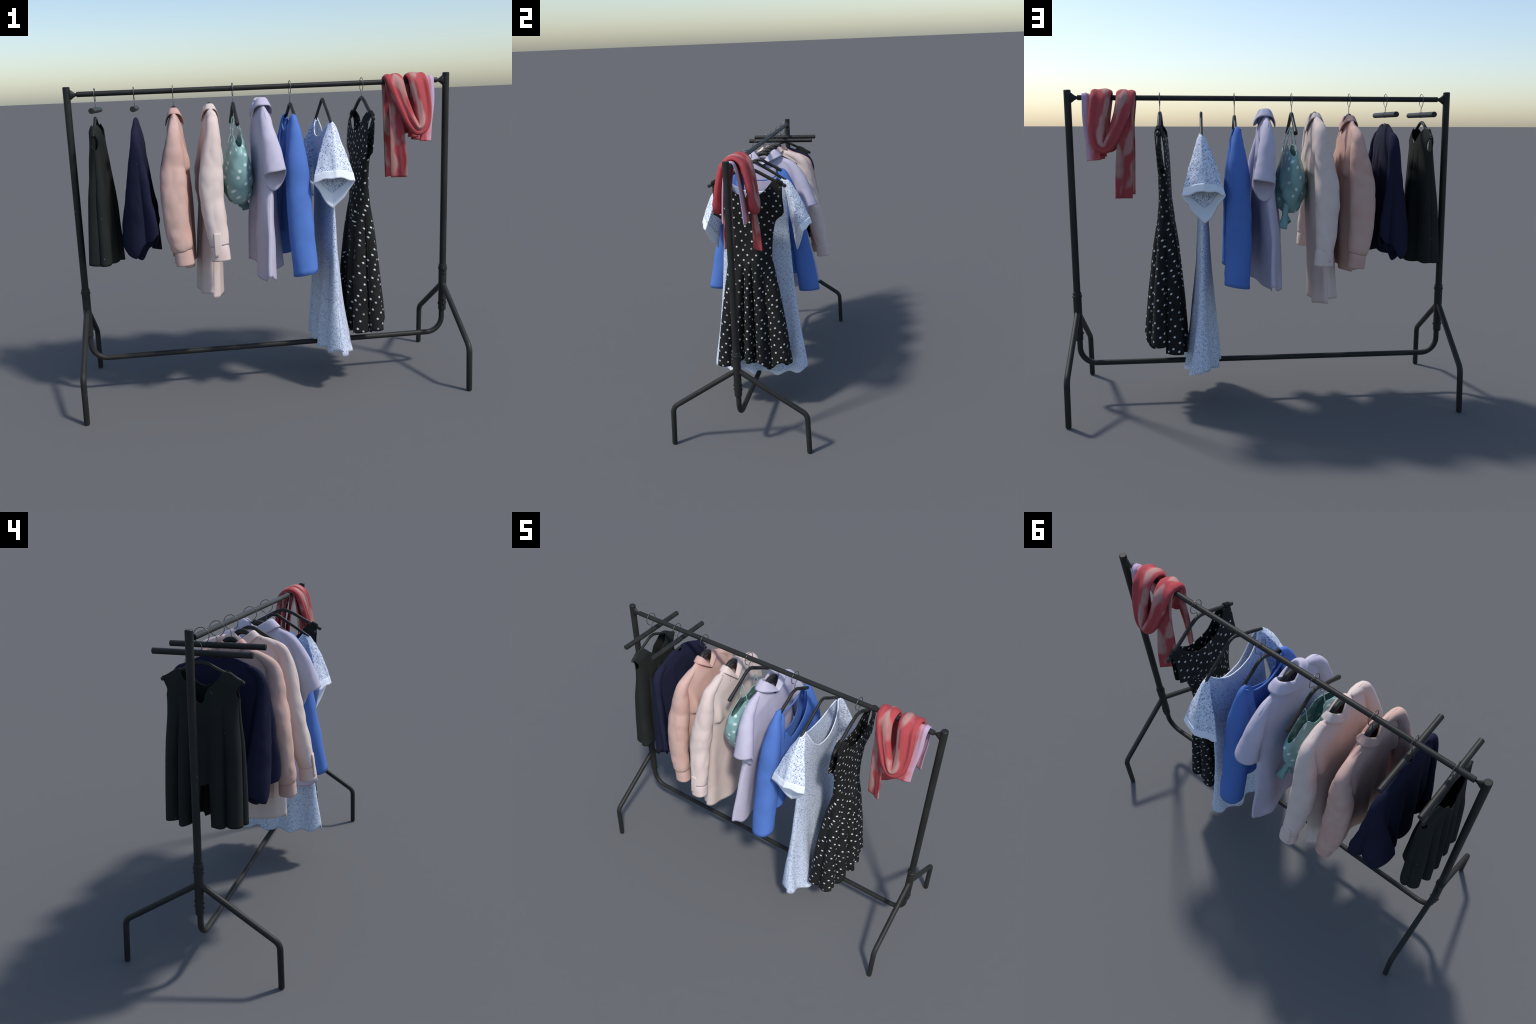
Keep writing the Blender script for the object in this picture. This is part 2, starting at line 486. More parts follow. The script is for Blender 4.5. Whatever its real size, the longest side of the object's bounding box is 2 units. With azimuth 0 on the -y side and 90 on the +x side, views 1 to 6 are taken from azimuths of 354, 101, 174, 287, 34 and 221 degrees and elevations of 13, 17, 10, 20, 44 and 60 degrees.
def add_bar_hanger(x):
    t = new_thing("trouser_bar_hanger", (x, 0, 1.48), "empty straight bar hanger with a wire ring hook", "clothes hanger")
    V, F = merge_meshes(capped_rod((x, -0.226, 1.497), (x, 0.226, 1.497), 0.0138, 20, 0.002), capped_rod((x, -0.012, 1.497), (x, 0.012, 1.497), 0.0146, 20, 0.001))
    b = add_part("hanger_bar", V, F, PLASTIC, t, weld=False, sharp=40)
    add_hook(t, x, 1.508, t)

# ------------------------------------------------------------------ the rack
def build_rack():
    rack = new_thing("clothes_rack", (0, 0, 0), "black metal garment rail on four bent feet", "clothes rack")
    def tube(name, pts, r, parent=rack, sides=20, caps=True):
        V, F = sweep(pts, r, sides, caps, up=(0, 1, 0) if abs(pts[0][0]-pts[-1][0]) > 0.5 else (1, 0, 0))
        return add_part(name, V, F, METAL, parent, weld=False, sharp=50)
    V, F = capped_rod((-0.925, 0, 1.577), (0.925, 0, 1.577), 0.0132, 20, 0.002)
    add_part("hanging_rail", V, F, METAL, rack, weld=False, sharp=40)
    tube("bottom_rail", round_corners([(-0.969, 0, 0.40), (-0.969, 0, 0.197), (0.969, 0, 0.197), (0.969, 0, 0.40)], 0.085, 12), 0.0146)
    for s in (-1, 1):
        V, F = capped_rod((s*0.972, 0, 0.42), (s*0.9725, 0, 1.615), 0.0178, 20, 0.003)
        post = add_part("post", V, F, METAL, rack, weld=False, sharp=40)
        prof = [(0.958, 0.0245), (0.952, 0.024), (0.946, 0.019), (0.938, 0.0125), (0.930, 0.0085), (0.922, 0.0068), (0.918, 0.0065)]
        V, F = sweep([(s*x, 0, 1.576) for x, r in prof], [r for x, r in prof], 20, up=(0, 1, 0), flat=0.5)
        add_part("rail_bracket", V, F, METAL, post, weld=False)
        c = [(0.323, 0.019), (0.325, 0.0205), (0.33, 0.021), (0.44, 0.0212), (0.46, 0.0216), (0.55, 0.0216), (0.556, 0.0216), (0.5575, 0.0245), (0.566, 0.0248), (0.568, 0.0222), (0.58, 0.022), (0.584, 0.0205), (0.585, 0.0185)]
        V, F = sweep([(s*0.972, 0, z) for z, r in c], [r for z, r in c], 24)
        collar = add_part("joint_sleeve", V, F, METAL, rack, weld=False, sharp=35)
        first = None
        for z in (0.362, 0.386, 0.534, 0.553):
            for d in ((0, -1), (0, 1)) + (((1, 0), (-1, 0)) if z in (0.362,) else ()):
                if first is None:
                    pts = [(0, 0, 0), (0, 0, 0.0018), (0, 0, 0.0044), (0, 0, 0.0056)]
                    V, F = sweep(pts, [0.0062, 0.0062, 0.0048, 0.001], 12)
                    first = add_part("bolt", V + np.array([0, 0, 0.0]), F, METAL, collar, weld=False, sharp=40); o = first
                else:
                    o = first.copy(); bpy.context.scene.collection.objects.link(o)
                o.location = (s*0.972 + d[0]*0.0205, d[1]*0.0205, z)
                o.rotation_euler = Vector((d[0], d[1], 0)).to_track_quat("Z", "Y").to_euler()
        for t in (-1, 1):
            pts = round_corners([(s*0.973, t*0.004, 0.476), (s*0.974, t*0.379, 0.231), (s*0.9745, t*0.3875, 0.0)], 0.055, 10)
            pts = pts[:-1] + [(s*0.9745, t*0.3874, 0.006), (s*0.9745, t*0.3875, 0.0015), (s*0.9745, t*0.3875, 0.0)]
            rr = [0.0148]*(len(pts)-3) + [0.0146, 0.0132, 0.0105]
            V, F = sweep(pts, rr, 20)
            add_part("leg", V, F, METAL, rack, weld=False, sharp=50)

build_rack()
add_bar_hanger(-0.8375)
add_bar_hanger(-0.6455)

C = curve_of
def line(y0, z0, y1, z1):
    return lambda y: z0 + (z1-z0)*(np.asarray(y, float)-y0)/(y1-y0)

# ------------------------------------------------------------------ 1 dark tank top
def build_tank_top():
    g = new_thing("sleeveless_blouse", (-0.84, 0, 0.73), "black green sleeveless pleated blouse on a hanger", "tank top")
    phase = lambda y: 2*PI*(y-0.085)/0.093
    grow = C((0.7, 1.0), (1.0, 0.72), (1.2, 0.3), (1.33, 0.0))
    def hem(y, side):
        z = 0.742 - 0.004*np.cos(phase(y)) - 0.008*np.cos(y*9)
        if side < 0:
            z = z + 0.2*smoothstep(-0.046, -0.040, y)*smoothstep(0.006, 0.0, y)
        return z
    V, F = cloth_body(
        cx=C((0.7, -0.858), (1.0, -0.850), (1.3, -0.841), (1.45, -0.843)), crown=(C((0.7, 0.034), (1.2, 0.006)), C((0.7, 0.008), (1.2, 0.004))),
        thick=(C((0.7, 0.046), (1.05, 0.042), (1.25, 0.034), (1.42, 0.026)), C((0.7, 0.050), (1.05, 0.044), (1.25, 0.038), (1.42, 0.028))),
        width=C((0.70, 0.194), (0.95, 0.188), (1.1, 0.182), (1.23, 0.168), (1.30, 0.165), (1.33, 0.167), (1.385, 0.188), (1.44, 0.190)),
        front_top=C((0, 1.352), (0.03, 1.358), (0.07, 1.385), (0.1, 1.418), (0.112, 1.428), (0.19, 1.388)),
        back_top=C((0, 1.290), (0.014, 1.298), (0.03, 1.326), (0.05, 1.355), (0.08, 1.380), (0.1, 1.414), (0.112, 1.428), (0.19, 1.388)),
        hem=hem, shoulder=line(0.0, 1.486, 0.19, 1.390), ripple=(10, 0.4, lambda z: 0.027*grow(z), 0.20, 0.05),
        slot=C((1.310, 0.0), (1.318, 0.26), (1.35, 0.42), (1.375, 0.36), (1.39, 0.2)), ramp=0.05, least=0.40, bulge=0.8, cols=120, wave=0.004, seed=1.1, join=0.118)
    add_part("bodice", V, F, TANK, g, shell=0.004)
    add_hanger(g, -0.843, [(0, 1.458), (0.025, 1.454), (0.08, 1.428), (0.15, 1.397), (0.188, 1.376)], 0.0075, 0.9, hook=False)

# ------------------------------------------------------------------ 2 navy blouse
def build_navy_blouse():
    g = new_thing("batwing_blouse", (-0.645, 0, 0.74), "navy blouse with wide draped pointed sleeves", "blouse")
    phase = lambda y: 2*PI*(np.abs(y)-0.115)/0.20
    grow = C((0.74, 1.0), (1.0, 0.7), (1.25, 0.2), (1.35, 0.0))
    V, F = cloth_body(
        cx=C((0.74, -0.640), (1.1, -0.643), (1.45, -0.645)),
        thick=(C((0.74, 0.058), (1.0, 0.048), (1.25, 0.036), (1.42, 0.02)), C((0.74, 0.066), (1.0, 0.054), (1.25, 0.038), (1.42, 0.02))),
        width=C((0.74, 0.200), (0.95, 0.198), (1.2, 0.200), (1.37, 0.208), (1.45, 0.210)),
        front_top=C((0, 1.432), (0.022, 1.446), (0.03, 1.450), (0.06, 1.446), (0.14, 1.418), (0.19, 1.390), (0.215, 1.365)),
        back_top=C((0, 1.438), (0.022, 1.447), (0.03, 1.450), (0.06, 1.446), (0.14, 1.418), (0.19, 1.390), (0.215, 1.365)),
        hem=lambda y, s: 0.805 - 0.018*np.cos(y*30+0.8*s) - 0.012*np.cos(y*13),
        shoulder=C((0, 1.458), (0.06, 1.447), (0.14, 1.419), (0.19, 1.391), (0.22, 1.36)),
        ripple=(7, 0.9, lambda z: 0.026*grow(z), 0.21, 0.055), ramp=0.06, least=0.3, bulge=0.9, wave=0.005, seed=2.2, join=0.028, cols=96)
    add_part("bodice", V, F, NAVY, g, shell=0.004)
    edge = C((-1.0, 0.06), (-0.85, 0.02), (-0.5, -0.02), (-0.12, -0.035), (0.15, 0.005), (0.3, 0.03), (0.6, 0.05), (0.8, 0.06), (1.0, 0.10))
    for k in (False, True):
        V, F = sleeve([(-0.645, 0.135, 1.402, 0.010, 0.013), (-0.645, 0.186, 1.372, 0.018, 0.020), (-0.645, 0.209, 1.315, 0.028, 0.021), (-0.648, 0.215, 1.22, 0.044, 0.022),
                       (-0.652, 0.210, 1.06, 0.070, 0.026), (-0.655, 0.204, 0.93, 0.094, 0.028), (-0.657, 0.198, 0.80, 0.106, 0.028)],
                      sides=64, shape=0.9, end=lambda c, s: float(edge(c)) + 0.010*s, reach=3.5, wave=0.006, seed=3.3+k, mirror=k, yaw=0.55)
        n = len(V)//64; R = V.reshape(n, 64, 3)
        for i in range(n):       # two soft folds run down each sleeve
            t = smoothstep(0.25, 1.0, i/(n-1))
            for q in range(64):
                ca = math.cos(2*PI*q/64 - PI/2)
                R[i, q, 1] += (-1 if k else 1)*0.018*t*(2*abs(math.cos(ca*2.3+0.5))**0.7-1)
        add_part("sleeve", R.reshape(-1, 3), F, NAVY, g, shell=0.004)
    add_hanger(g, -0.645, [(0, 1.447), (0.03, 1.439), (0.1, 1.414), (0.17, 1.385), (0.19, 1.372)], 0.0068, 0.9, hook=False)

# ------------------------------------------------------------------ shirts
def add_collar(g, mat, cx, rings):
    V, F = shirt_collar(cx, rings)
    add_part("collar", V, F, mat, g, shell=0.0045)

def cuffed_sleeves(g, mat, stations, cuff, seed):
    for k in (False, True):
        V, F = sleeve(stations, n=60, sides=48, shape=0.95, crease=0.007, wave=0.004, seed=seed+k, mirror=k)
        s = add_part("sleeve", V, F, mat, g, shell=0.004)
        V, F = sleeve(cuff, n=14, shape=0.85, wave=0.002, seed=seed+k, mirror=k)
        add_part("cuff", V, F, mat, s, shell=0.005)

def underarm(y, z, y0, z0, height):
    """Spare cloth that sags in front of the armpit and ends in a sharp lower edge."""
    return height*np.exp(-((np.abs(y)-y0)/0.035)**2)*smoothstep(z0-0.012, z0+0.012, z)*smoothstep(z0+0.19, z0+0.03, z)

def build_pink_shirt():
    g = new_thing("pink_shirt", (-0.45, 0, 0.70), "pale pink long sleeved collared shirt on a hanger", "shirt")
    top = lambda dip: C((0, 1.452-dip), (0.04, 1.468-dip*0.4), (0.055, 1.470), (0.12, 1.445), (0.17, 1.425), (0.2, 1.411), (0.215, 1.395))
    V, F = cloth_body(
        cx=C((0.7, -0.442), (1.0, -0.448), (1.45, -0.455)),
        thick=(C((0.7, 0.050), (1.0, 0.056), (1.25, 0.054), (1.38, 0.04), (1.47, 0.035)), C((0.7, 0.050), (1.0, 0.05), (1.3, 0.042), (1.47, 0.032))),
        width=C((0.7, 0.203), (1.0, 0.195), (1.25, 0.192), (1.37, 0.204), (1.47, 0.208)),
        front_top=top(0.055), back_top=top(0.025), hem=lambda y, s: 0.716 + 0.006*np.cos(y*14) - 0.004*s,
        shoulder=C((0, 1.480), (0.055, 1.471), (0.12, 1.446), (0.17, 1.426), (0.2, 1.412), (0.22, 1.39)),
        fold=lambda y, z, s: 0.010*np.cos(y*42+s)*smoothstep(1.35, 0.9, z) + underarm(y, z, 0.165, 1.19, 0.024), ramp=0.085, least=0.1, bulge=0.8, wave=0.006, seed=4.1, join=0.055)
    add_part("shirt_body", V, F, PINK, g, shell=0.004)
    cuffed_sleeves(g, PINK, [(-0.455, 0.09, 1.436, 0.014, 0.012), (-0.456, 0.155, 1.410, 0.022, 0.021), (-0.460, 0.201, 1.370, 0.030, 0.033), (-0.468, 0.217, 1.29, 0.044, 0.043), (-0.476, 0.226, 1.20, 0.057, 0.050), (-0.480, 0.243, 1.12, 0.063, 0.048),
                             (-0.476, 0.260, 0.98, 0.062, 0.045), (-0.465, 0.270, 0.88, 0.057, 0.044), (-0.456, 0.272, 0.83, 0.051, 0.044), (-0.452, 0.273, 0.812, 0.043, 0.039)],
                   [(-0.452, 0.273, 0.825, 0.038, 0.035), (-0.450, 0.274, 0.80, 0.042, 0.039), (-0.447, 0.275, 0.77, 0.043, 0.041), (-0.444, 0.276, 0.742, 0.043, 0.041)], 5.0)
    add_collar(g, PINK, -0.452, [(0.022, 0.043, 1.452, 0.05, 0.035), (0.026, 0.046, 1.482, 0.068, 0.042), (0.029, 0.050, 1.492, 0.074, 0.045), (0.036, 0.060, 1.487, 0.072, 0.058), (0.046, 0.080, 1.464, 0.058, 0.063)])
    add_hanger(g, -0.452, [(0, 1.490), (0.022, 1.485), (0.05, 1.458), (0.09, 1.432), (0.17, 1.39)], 0.0125, 0.95)

def build_cream_shirt():
    g = new_thing("cream_shirt", (-0.30, 0, 0.51), "long cream collared shirt dress with cuffed sleeves", "shirt")
    top = lambda dip: C((0, 1.472-dip), (0.04, 1.484-dip*0.4), (0.055, 1.488), (0.12, 1.472), (0.17, 1.460), (0.2, 1.446), (0.215, 1.430))
    V, F = cloth_body(
        cx=C((0.52, -0.318), (0.9, -0.298), (1.2, -0.280), (1.45, -0.272)),
        thick=(C((0.52, 0.062), (0.9, 0.052), (1.2, 0.046), (1.4, 0.036), (1.48, 0.033)), C((0.52, 0.064), (0.9, 0.056), (1.2, 0.05), (1.4, 0.04), (1.48, 0.033))),
        width=C((0.52, 0.238), (0.8, 0.220), (1.2, 0.198), (1.4, 0.206), (1.48, 0.208)),
        front_top=top(0.06), back_top=top(0.025), hem=lambda y, s: 0.540 + 0.02*smoothstep(0.1, 0.24, np.abs(y)) - 0.012*s,
        shoulder=C((0, 1.498), (0.055, 1.489), (0.12, 1.473), (0.17, 1.461), (0.2, 1.447), (0.22, 1.425)),
        fold=lambda y, z, s: 0.009*np.cos(y*36+1.0+s)*smoothstep(1.35, 0.8, z) + underarm(y, z, 0.165, 1.20, 0.022), ramp=0.085, least=0.1, bulge=0.8, wave=0.005, seed=6.3, join=0.055)
    add_part("shirt_body", V, F, CREAM, g, shell=0.004)
    cuffed_sleeves(g, CREAM, [(-0.272, 0.09, 1.466, 0.014, 0.012), (-0.272, 0.155, 1.443, 0.023, 0.022), (-0.275, 0.206, 1.400, 0.031, 0.034), (-0.283, 0.228, 1.31, 0.042, 0.046), (-0.294, 0.245, 1.20, 0.054, 0.053), (-0.299, 0.264, 1.12, 0.059, 0.054),
                              (-0.293, 0.296, 0.98, 0.055, 0.050), (-0.284, 0.320, 0.88, 0.048, 0.045), (-0.278, 0.329, 0.835, 0.043, 0.041)],
                   [(-0.278, 0.329, 0.845, 0.038, 0.036), (-0.276, 0.332, 0.825, 0.042, 0.040), (-0.274, 0.335, 0.80, 0.043, 0.042), (-0.272, 0.339, 0.765, 0.044, 0.043)], 7.0)
    for t in (-1, 1):
        V, F = sleeve([(-0.288, 0.362, 0.905, 0.016, 0.004), (-0.287, 0.369, 0.86, 0.017, 0.004), (-0.286, 0.376, 0.79, 0.017, 0.004)], n=10, sides=16, shape=0.4, wave=0, mirror=t < 0)
        add_part("cuff_placket", V, F + [tuple(range(16)), tuple(range(144, 160))], CREAM, g, weld=False)
    add_collar(g, CREAM, -0.272, [(0.022, 0.045, 1.468, 0.05, 0.035), (0.026, 0.049, 1.495, 0.075, 0.042), (0.029, 0.053, 1.505, 0.082, 0.046), (0.036, 0.064, 1.499, 0.082, 0.060), (0.046, 0.084, 1.480, 0.080, 0.068)])
    add_hanger(g, -0.273, [(0, 1.500), (0.022, 1.495), (0.05, 1.474), (0.09, 1.452), (0.17, 1.415)], 0.012, 0.95, hook=False)

def build_lavender_shirt():
    g = new_thing("lavender_shirt", (0.0, 0, 0.61), "lavender short sleeved shirt with a wide collar", "shirt")
    top = lambda dip: C((0, 1.478-dip), (0.05, 1.492-dip*0.4), (0.07, 1.494), (0.13, 1.472), (0.18, 1.452), (0.208, 1.430), (0.225, 1.40))
    V, F = cloth_body(
        cx=C((0.62, -0.036), (0.9, -0.028), (1.15, -0.012), (1.45, -0.012)), peak=16, crown=(C((0.62, 0.075), (0.9, 0.045), (1.2, 0.012), (1.4, 0.0)), C((0.62, 0.012), (0.9, 0.01), (1.2, 0.008), (1.4, 0.0))),
        thick=(C((0.62, 0.036), (0.9, 0.040), (1.2, 0.042), (1.4, 0.038), (1.5, 0.033)), C((0.62, 0.042), (0.9, 0.044), (1.2, 0.046), (1.4, 0.042), (1.5, 0.033))),
        width=C((0.62, 0.346), (0.75, 0.322), (0.93, 0.280), (1.1, 0.238), (1.25, 0.214), (1.38, 0.212), (1.5, 0.216)),
        front_top=top(0.065), back_top=top(0.025),
        hem=lambda y, s: 0.632 + 0.03*smoothstep(0.28, 0.335, np.abs(y)) + (0.06 if s < 0 else 0.02)*smoothstep(0.25, 0.05, np.abs(y)),
        shoulder=C((0, 1.508), (0.07, 1.495), (0.13, 1.473), (0.18, 1.453), (0.208, 1.431), (0.23, 1.39)),
        fold=lambda y, z, s: 0.012*np.cos(y*30+0.6+s)*smoothstep(1.3, 0.8, z), ramp=0.085, least=0.1, bulge=0.9, wave=0.006, seed=8.4, join=0.07)
    add_part("shirt_body", V, F, LILAC, g, shell=0.004)
    drop = C((-1.0, 0.0), (0.0, 0.0), (1.0, 0.008))
    for k in (False, True):
        V, F = sleeve([(-0.012, 0.10, 1.466, 0.012, 0.012), (-0.012, 0.160, 1.436, 0.022, 0.022), (-0.010, 0.205, 1.385, 0.032, 0.032), (-0.003, 0.240, 1.31, 0.041, 0.040), (0.005, 0.266, 1.24, 0.047, 0.044), (0.013, 0.290, 1.165, 0.052, 0.047)],
                      shape=1.0, end=lambda c, s: float(drop(c)) - 0.075*max(0.0, -s)**1.3, reach=3.0, wave=0.004, seed=9.0+k, mirror=k)
        add_part("sleeve", V, F, LILAC, g, shell=0.004)
    add_collar(g, LILAC, -0.010, [(0.028, 0.055, 1.482, 0.05, 0.035), (0.032, 0.062, 1.512, 0.066, 0.04), (0.035, 0.068, 1.524, 0.072, 0.042), (0.043, 0.082, 1.520, 0.078, 0.05), (0.056, 0.116, 1.488, 0.050, 0.060)])
    add_hanger(g, -0.010, [(0, 1.503), (0.03, 1.497), (0.06, 1.478), (0.1, 1.458), (0.17, 1.427)], 0.0115, 0.95, hook=False)

# ------------------------------------------------------------------ 5 teal camisole
def build_camisole():
    g = new_thing("camisole", (-0.145, 0, 0.93), "small teal dotted camisole hanging by thin straps", "camisole")
    side = ((0.11, 1.328), (0.135, 1.314), (0.165, 1.297), (0.18, 1.284), (0.2, 1.275))
    V, F = cloth_body(
        cx=C((0.99, -0.140), (1.2, -0.147), (1.35, -0.142)),
        thick=(C((0.99, 0.02), (1.005, 0.04), (1.03, 0.055), (1.09, 0.066), (1.18, 0.069), (1.28, 0.042), (1.35, 0.024)), C((0.99, 0.02), (1.005, 0.04), (1.03, 0.055), (1.09, 0.066), (1.18, 0.071), (1.28, 0.044), (1.35, 0.026))),
        width=C((0.99, 0.08), (1.01, 0.115), (1.05, 0.148), (1.11, 0.180), (1.18, 0.196), (1.25, 0.196), (1.29, 0.175), (1.32, 0.14), (1.345, 0.105), (1.36, 0.10)),
        front_top=C((0, 1.300), (0.03, 1.308), (0.058, 1.345), (0.072, 1.345), *side),
        back_top=C((0, 1.306), (0.03, 1.314), (0.058, 1.345), (0.072, 1.345), *side),
        hem=lambda y, s: 1.000 + 0.0*y, fold=lambda y, z, s: 0.010*np.cos(y*55+z*26+s)*smoothstep(1.32, 1.1, z) + 0.006*tubes(y*70-z*45)*smoothstep(1.25, 1.08, z),
        bulge=0.75, wave=0.014, seed=11.0, rows=70, cols=80)
    add_part("bodice", V, F, SILK, g, shell=0.003, lengths={"cloth_around": cloth_body.around})
    for y in (-0.065, 0.065):
        for s in (-1, 1):
            V, F = sweep(resample([(-0.142+s*0.025, y, 1.338), (-0.146+s*0.016, y*0.98, 1.385), (-0.150+s*0.006, y*0.95, 1.42), (-0.151, y*0.94, 1.434)], 24), 0.0026, 8)
            add_part("strap", V, F, SILK, g, weld=False)
    for y0, y1, x1, z1, w in ((0.115, 0.172, -0.086, 0.93, 0.022), (0.10, 0.145, -0.118, 0.955, 0.016)):
        V, F = sleeve([(-0.115, y0, 1.05, 0.018, 0.02), (-0.105, (y0+y1)/2, 1.0, 0.013, 0.012), ((x1-0.105)/2, y1-0.008, 0.965, 0.018, 0.012), (x1, y1, z1, w, 0.010)], n=18, sides=24, shape=0.8, wave=0.007, seed=12+w)
        add_part("hem_ruffle", V, F, SILK, g, shell=0.003)
    add_hanger(g, -0.151, [(0, 1.500), (0.022, 1.497), (0.08, 1.464), (0.15, 1.425), (0.186, 1.403)], 0.0092, 0.85, ends=1.2)

# ------------------------------------------------------------------ 7 blue cape top
def build_blue_top():
    g = new_thing("blue_cape_top", (0.14, 0, 0.61), "cornflower blue top with long open cape sleeves", "blouse")
    V, F = cloth_body(
        cx=C((0.64, 0.145), (1.0, 0.137), (1.42, 0.135)),
        thick=(C((0.64, 0.045), (1.0, 0.048), (1.3, 0.045), (1.43, 0.028)), C((0.64, 0.045), (1.0, 0.045), (1.3, 0.042), (1.43, 0.028))),
        width=C((0.64, 0.28), (0.9, 0.245), (1.1, 0.220), (1.24, 0.205), (1.36, 0.175), (1.43, 0.155)),
        signed=True, front_top=C((-0.16, 1.42), (-0.130, 1.428), (-0.118, 1.35), (-0.10, 1.265), (-0.07, 1.235), (0, 1.265), (0.05, 1.300), (0.085, 1.340), (0.11, 1.385), (0.130, 1.428), (0.16, 1.42)),
        back_top=C((-0.16, 1.42), (-0.132, 1.428), (-0.122, 1.35), (-0.1, 1.24), (-0.06, 1.20), (0, 1.19), (0.06, 1.20), (0.1, 1.24), (0.122, 1.35), (0.132, 1.428), (0.16, 1.42)),
        hem=lambda y, s: 0.775 + 0.06*smoothstep(0.2, 0.05, np.abs(y)), shoulder=line(0.0, 1.468, 0.16, 1.424),
        fold=lambda y, z, s: 0.010*np.cos(y*40)*smoothstep(1.25, 0.9, z), ramp=0.07, least=0.3, bulge=0.8, wave=0.003, seed=13.0, join=0.130)
    add_part("bodice", V, F, BLUE, g, shell=0.004)
    for k in (False, True):
        V, F = sleeve([(0.135, 0.118, 1.424, 0.008, 0.014), (0.135, 0.143, 1.410, 0.016, 0.022), (0.135, 0.163, 1.36, 0.026, 0.031), (0.135, 0.182, 1.29, 0.040, 0.040), (0.134, 0.204, 1.19, 0.054, 0.047),
                       (0.136, 0.234, 1.0, 0.061, 0.052), (0.142, 0.266, 0.82, 0.062, 0.058), (0.149, 0.294, 0.660, 0.059, 0.062)], shape=0.9, end=lambda c, s: 0.008*c-0.006*s, wave=0.004, seed=14.0+k, mirror=k)
        add_part("sleeve", V, F, BLUE, g, shell=0.004)
    V, F = sweep(resample([(0.120, -0.137, 1.424), (0.114, -0.10, 1.385), (0.111, -0.05, 1.362), (0.110, 0, 1.355), (0.111, 0.05, 1.362), (0.114, 0.10, 1.385), (0.120, 0.137, 1.424)], 40), 0.0042, 10)
    add_part("neck_tie", V, F, BLUE, g, weld=False)
    add_hanger(g, 0.143, [(0, 1.486), (0.022, 1.484), (0.05, 1.468), (0.10, 1.442), (0.138, 1.420)], 0.0085, 0.85)

# ------------------------------------------------------------------ 8 sprigged dress
def build_sprig_dress():
    g = new_thing("sprigged_dress", (0.32, 0, 0.18), "long pale blue sprigged dress with flared sleeves", "dress")
    body_cloth = flower_cloth("pale_blue_sprigged_cloth", True, hem=0.028)
    sleeve_cloth = flower_cloth("white_sprigged_sleeve_cloth", False)
    white = plain_cloth("white_border_cloth", srgb(228, 234, 244), None, 0.02)
    rows, cols = 90, 84
    V, F = cloth_body(
        cx=C((0.18, 0.328), (0.37, 0.318), (0.63, 0.314), (0.9, 0.311), (1.4, 0.314)),
        thick=(C((0.18, 0.088), (0.25, 0.078), (0.37, 0.063), (0.63, 0.043), (0.86, 0.032), (1.0, 0.025), (1.2, 0.032), (1.3, 0.034), (1.41, 0.02)),)*2,
        width=C((0.18, 0.298), (0.22, 0.294), (0.5, 0.252), (0.82, 0.217), (1.06, 0.201), (1.2, 0.193), (1.33, 0.190), (1.41, 0.190)),
        front_top=C((0, 1.240), (0.05, 1.248), (0.1, 1.285), (0.14, 1.345), (0.168, 1.402), (0.176, 1.406), (0.195, 1.395)),
        back_top=C((0, 1.315), (0.06, 1.322), (0.11, 1.345), (0.15, 1.378), (0.170, 1.403), (0.176, 1.406), (0.195, 1.395)),
        hem=lambda y, s: 0.202 - 0.010*s - 0.007*np.cos(y*46+s) + 0.02*smoothstep(0.2, 0.3, np.abs(y)), shoulder=line(0.0, 1.50, 0.176, 1.408),
        fold=lambda y, z, s: 0.014*np.cos(y*46+s)*smoothstep(0.9, 0.22, z), ramp=0.06, least=0.3, bulge=0.95, wave=0.004, seed=15.0, join=0.172, rows=rows, cols=cols)
    add_part("dress_body", V, F, body_cloth, g, shell=0.004, lengths={"cloth_around": cloth_body.around})
    for side in (0, 1):
        rim = V.reshape(2, rows, cols, 3)[side, 0]
        rim = rim[np.abs(rim[:, 1]) < 0.171]
        W, G = sweep(rim + np.array([0, 0, 0.0005]), 0.0032, 8)
        add_part("neck_binding", W, G, white, g, weld=False)
    edge = lambda c, s: (0.012*s if s > 0 else -0.122*(-s)**1.0) + 0.004*math.cos(5*math.atan2(s, c)+0.6)
    for k in (False, True):
        V, F = sleeve([(0.314, 0.168, 1.398, 0.008, 0.009), (0.313, 0.190, 1.380, 0.016, 0.018), (0.311, 0.212, 1.335, 0.034, 0.030), (0.308, 0.238, 1.265, 0.060, 0.040), (0.305, 0.266, 1.18, 0.086, 0.046), (0.303, 0.292, 1.108, 0.101, 0.048)],
                      n=50, sides=56, shape=1.75, end=edge, reach=3.0, wave=0.006, seed=16.0+k, mirror=k)
        s = add_part("sleeve", V, F, sleeve_cloth, g, shell=0.004, lengths=sleeve.lengths)
        band = V.reshape(50, 56, 3)[-7:].copy()
        add_part("sleeve_border", band.reshape(-1, 3), grid_faces(7, 56, True), white, s, shell=0.0062)
    add_hanger(g, 0.312, [(0, 1.503), (0.02, 1.499), (0.05, 1.480), (0.12, 1.438), (0.187, 1.395), (0.2, 1.386)], 0.0078, 0.85, hook=False)

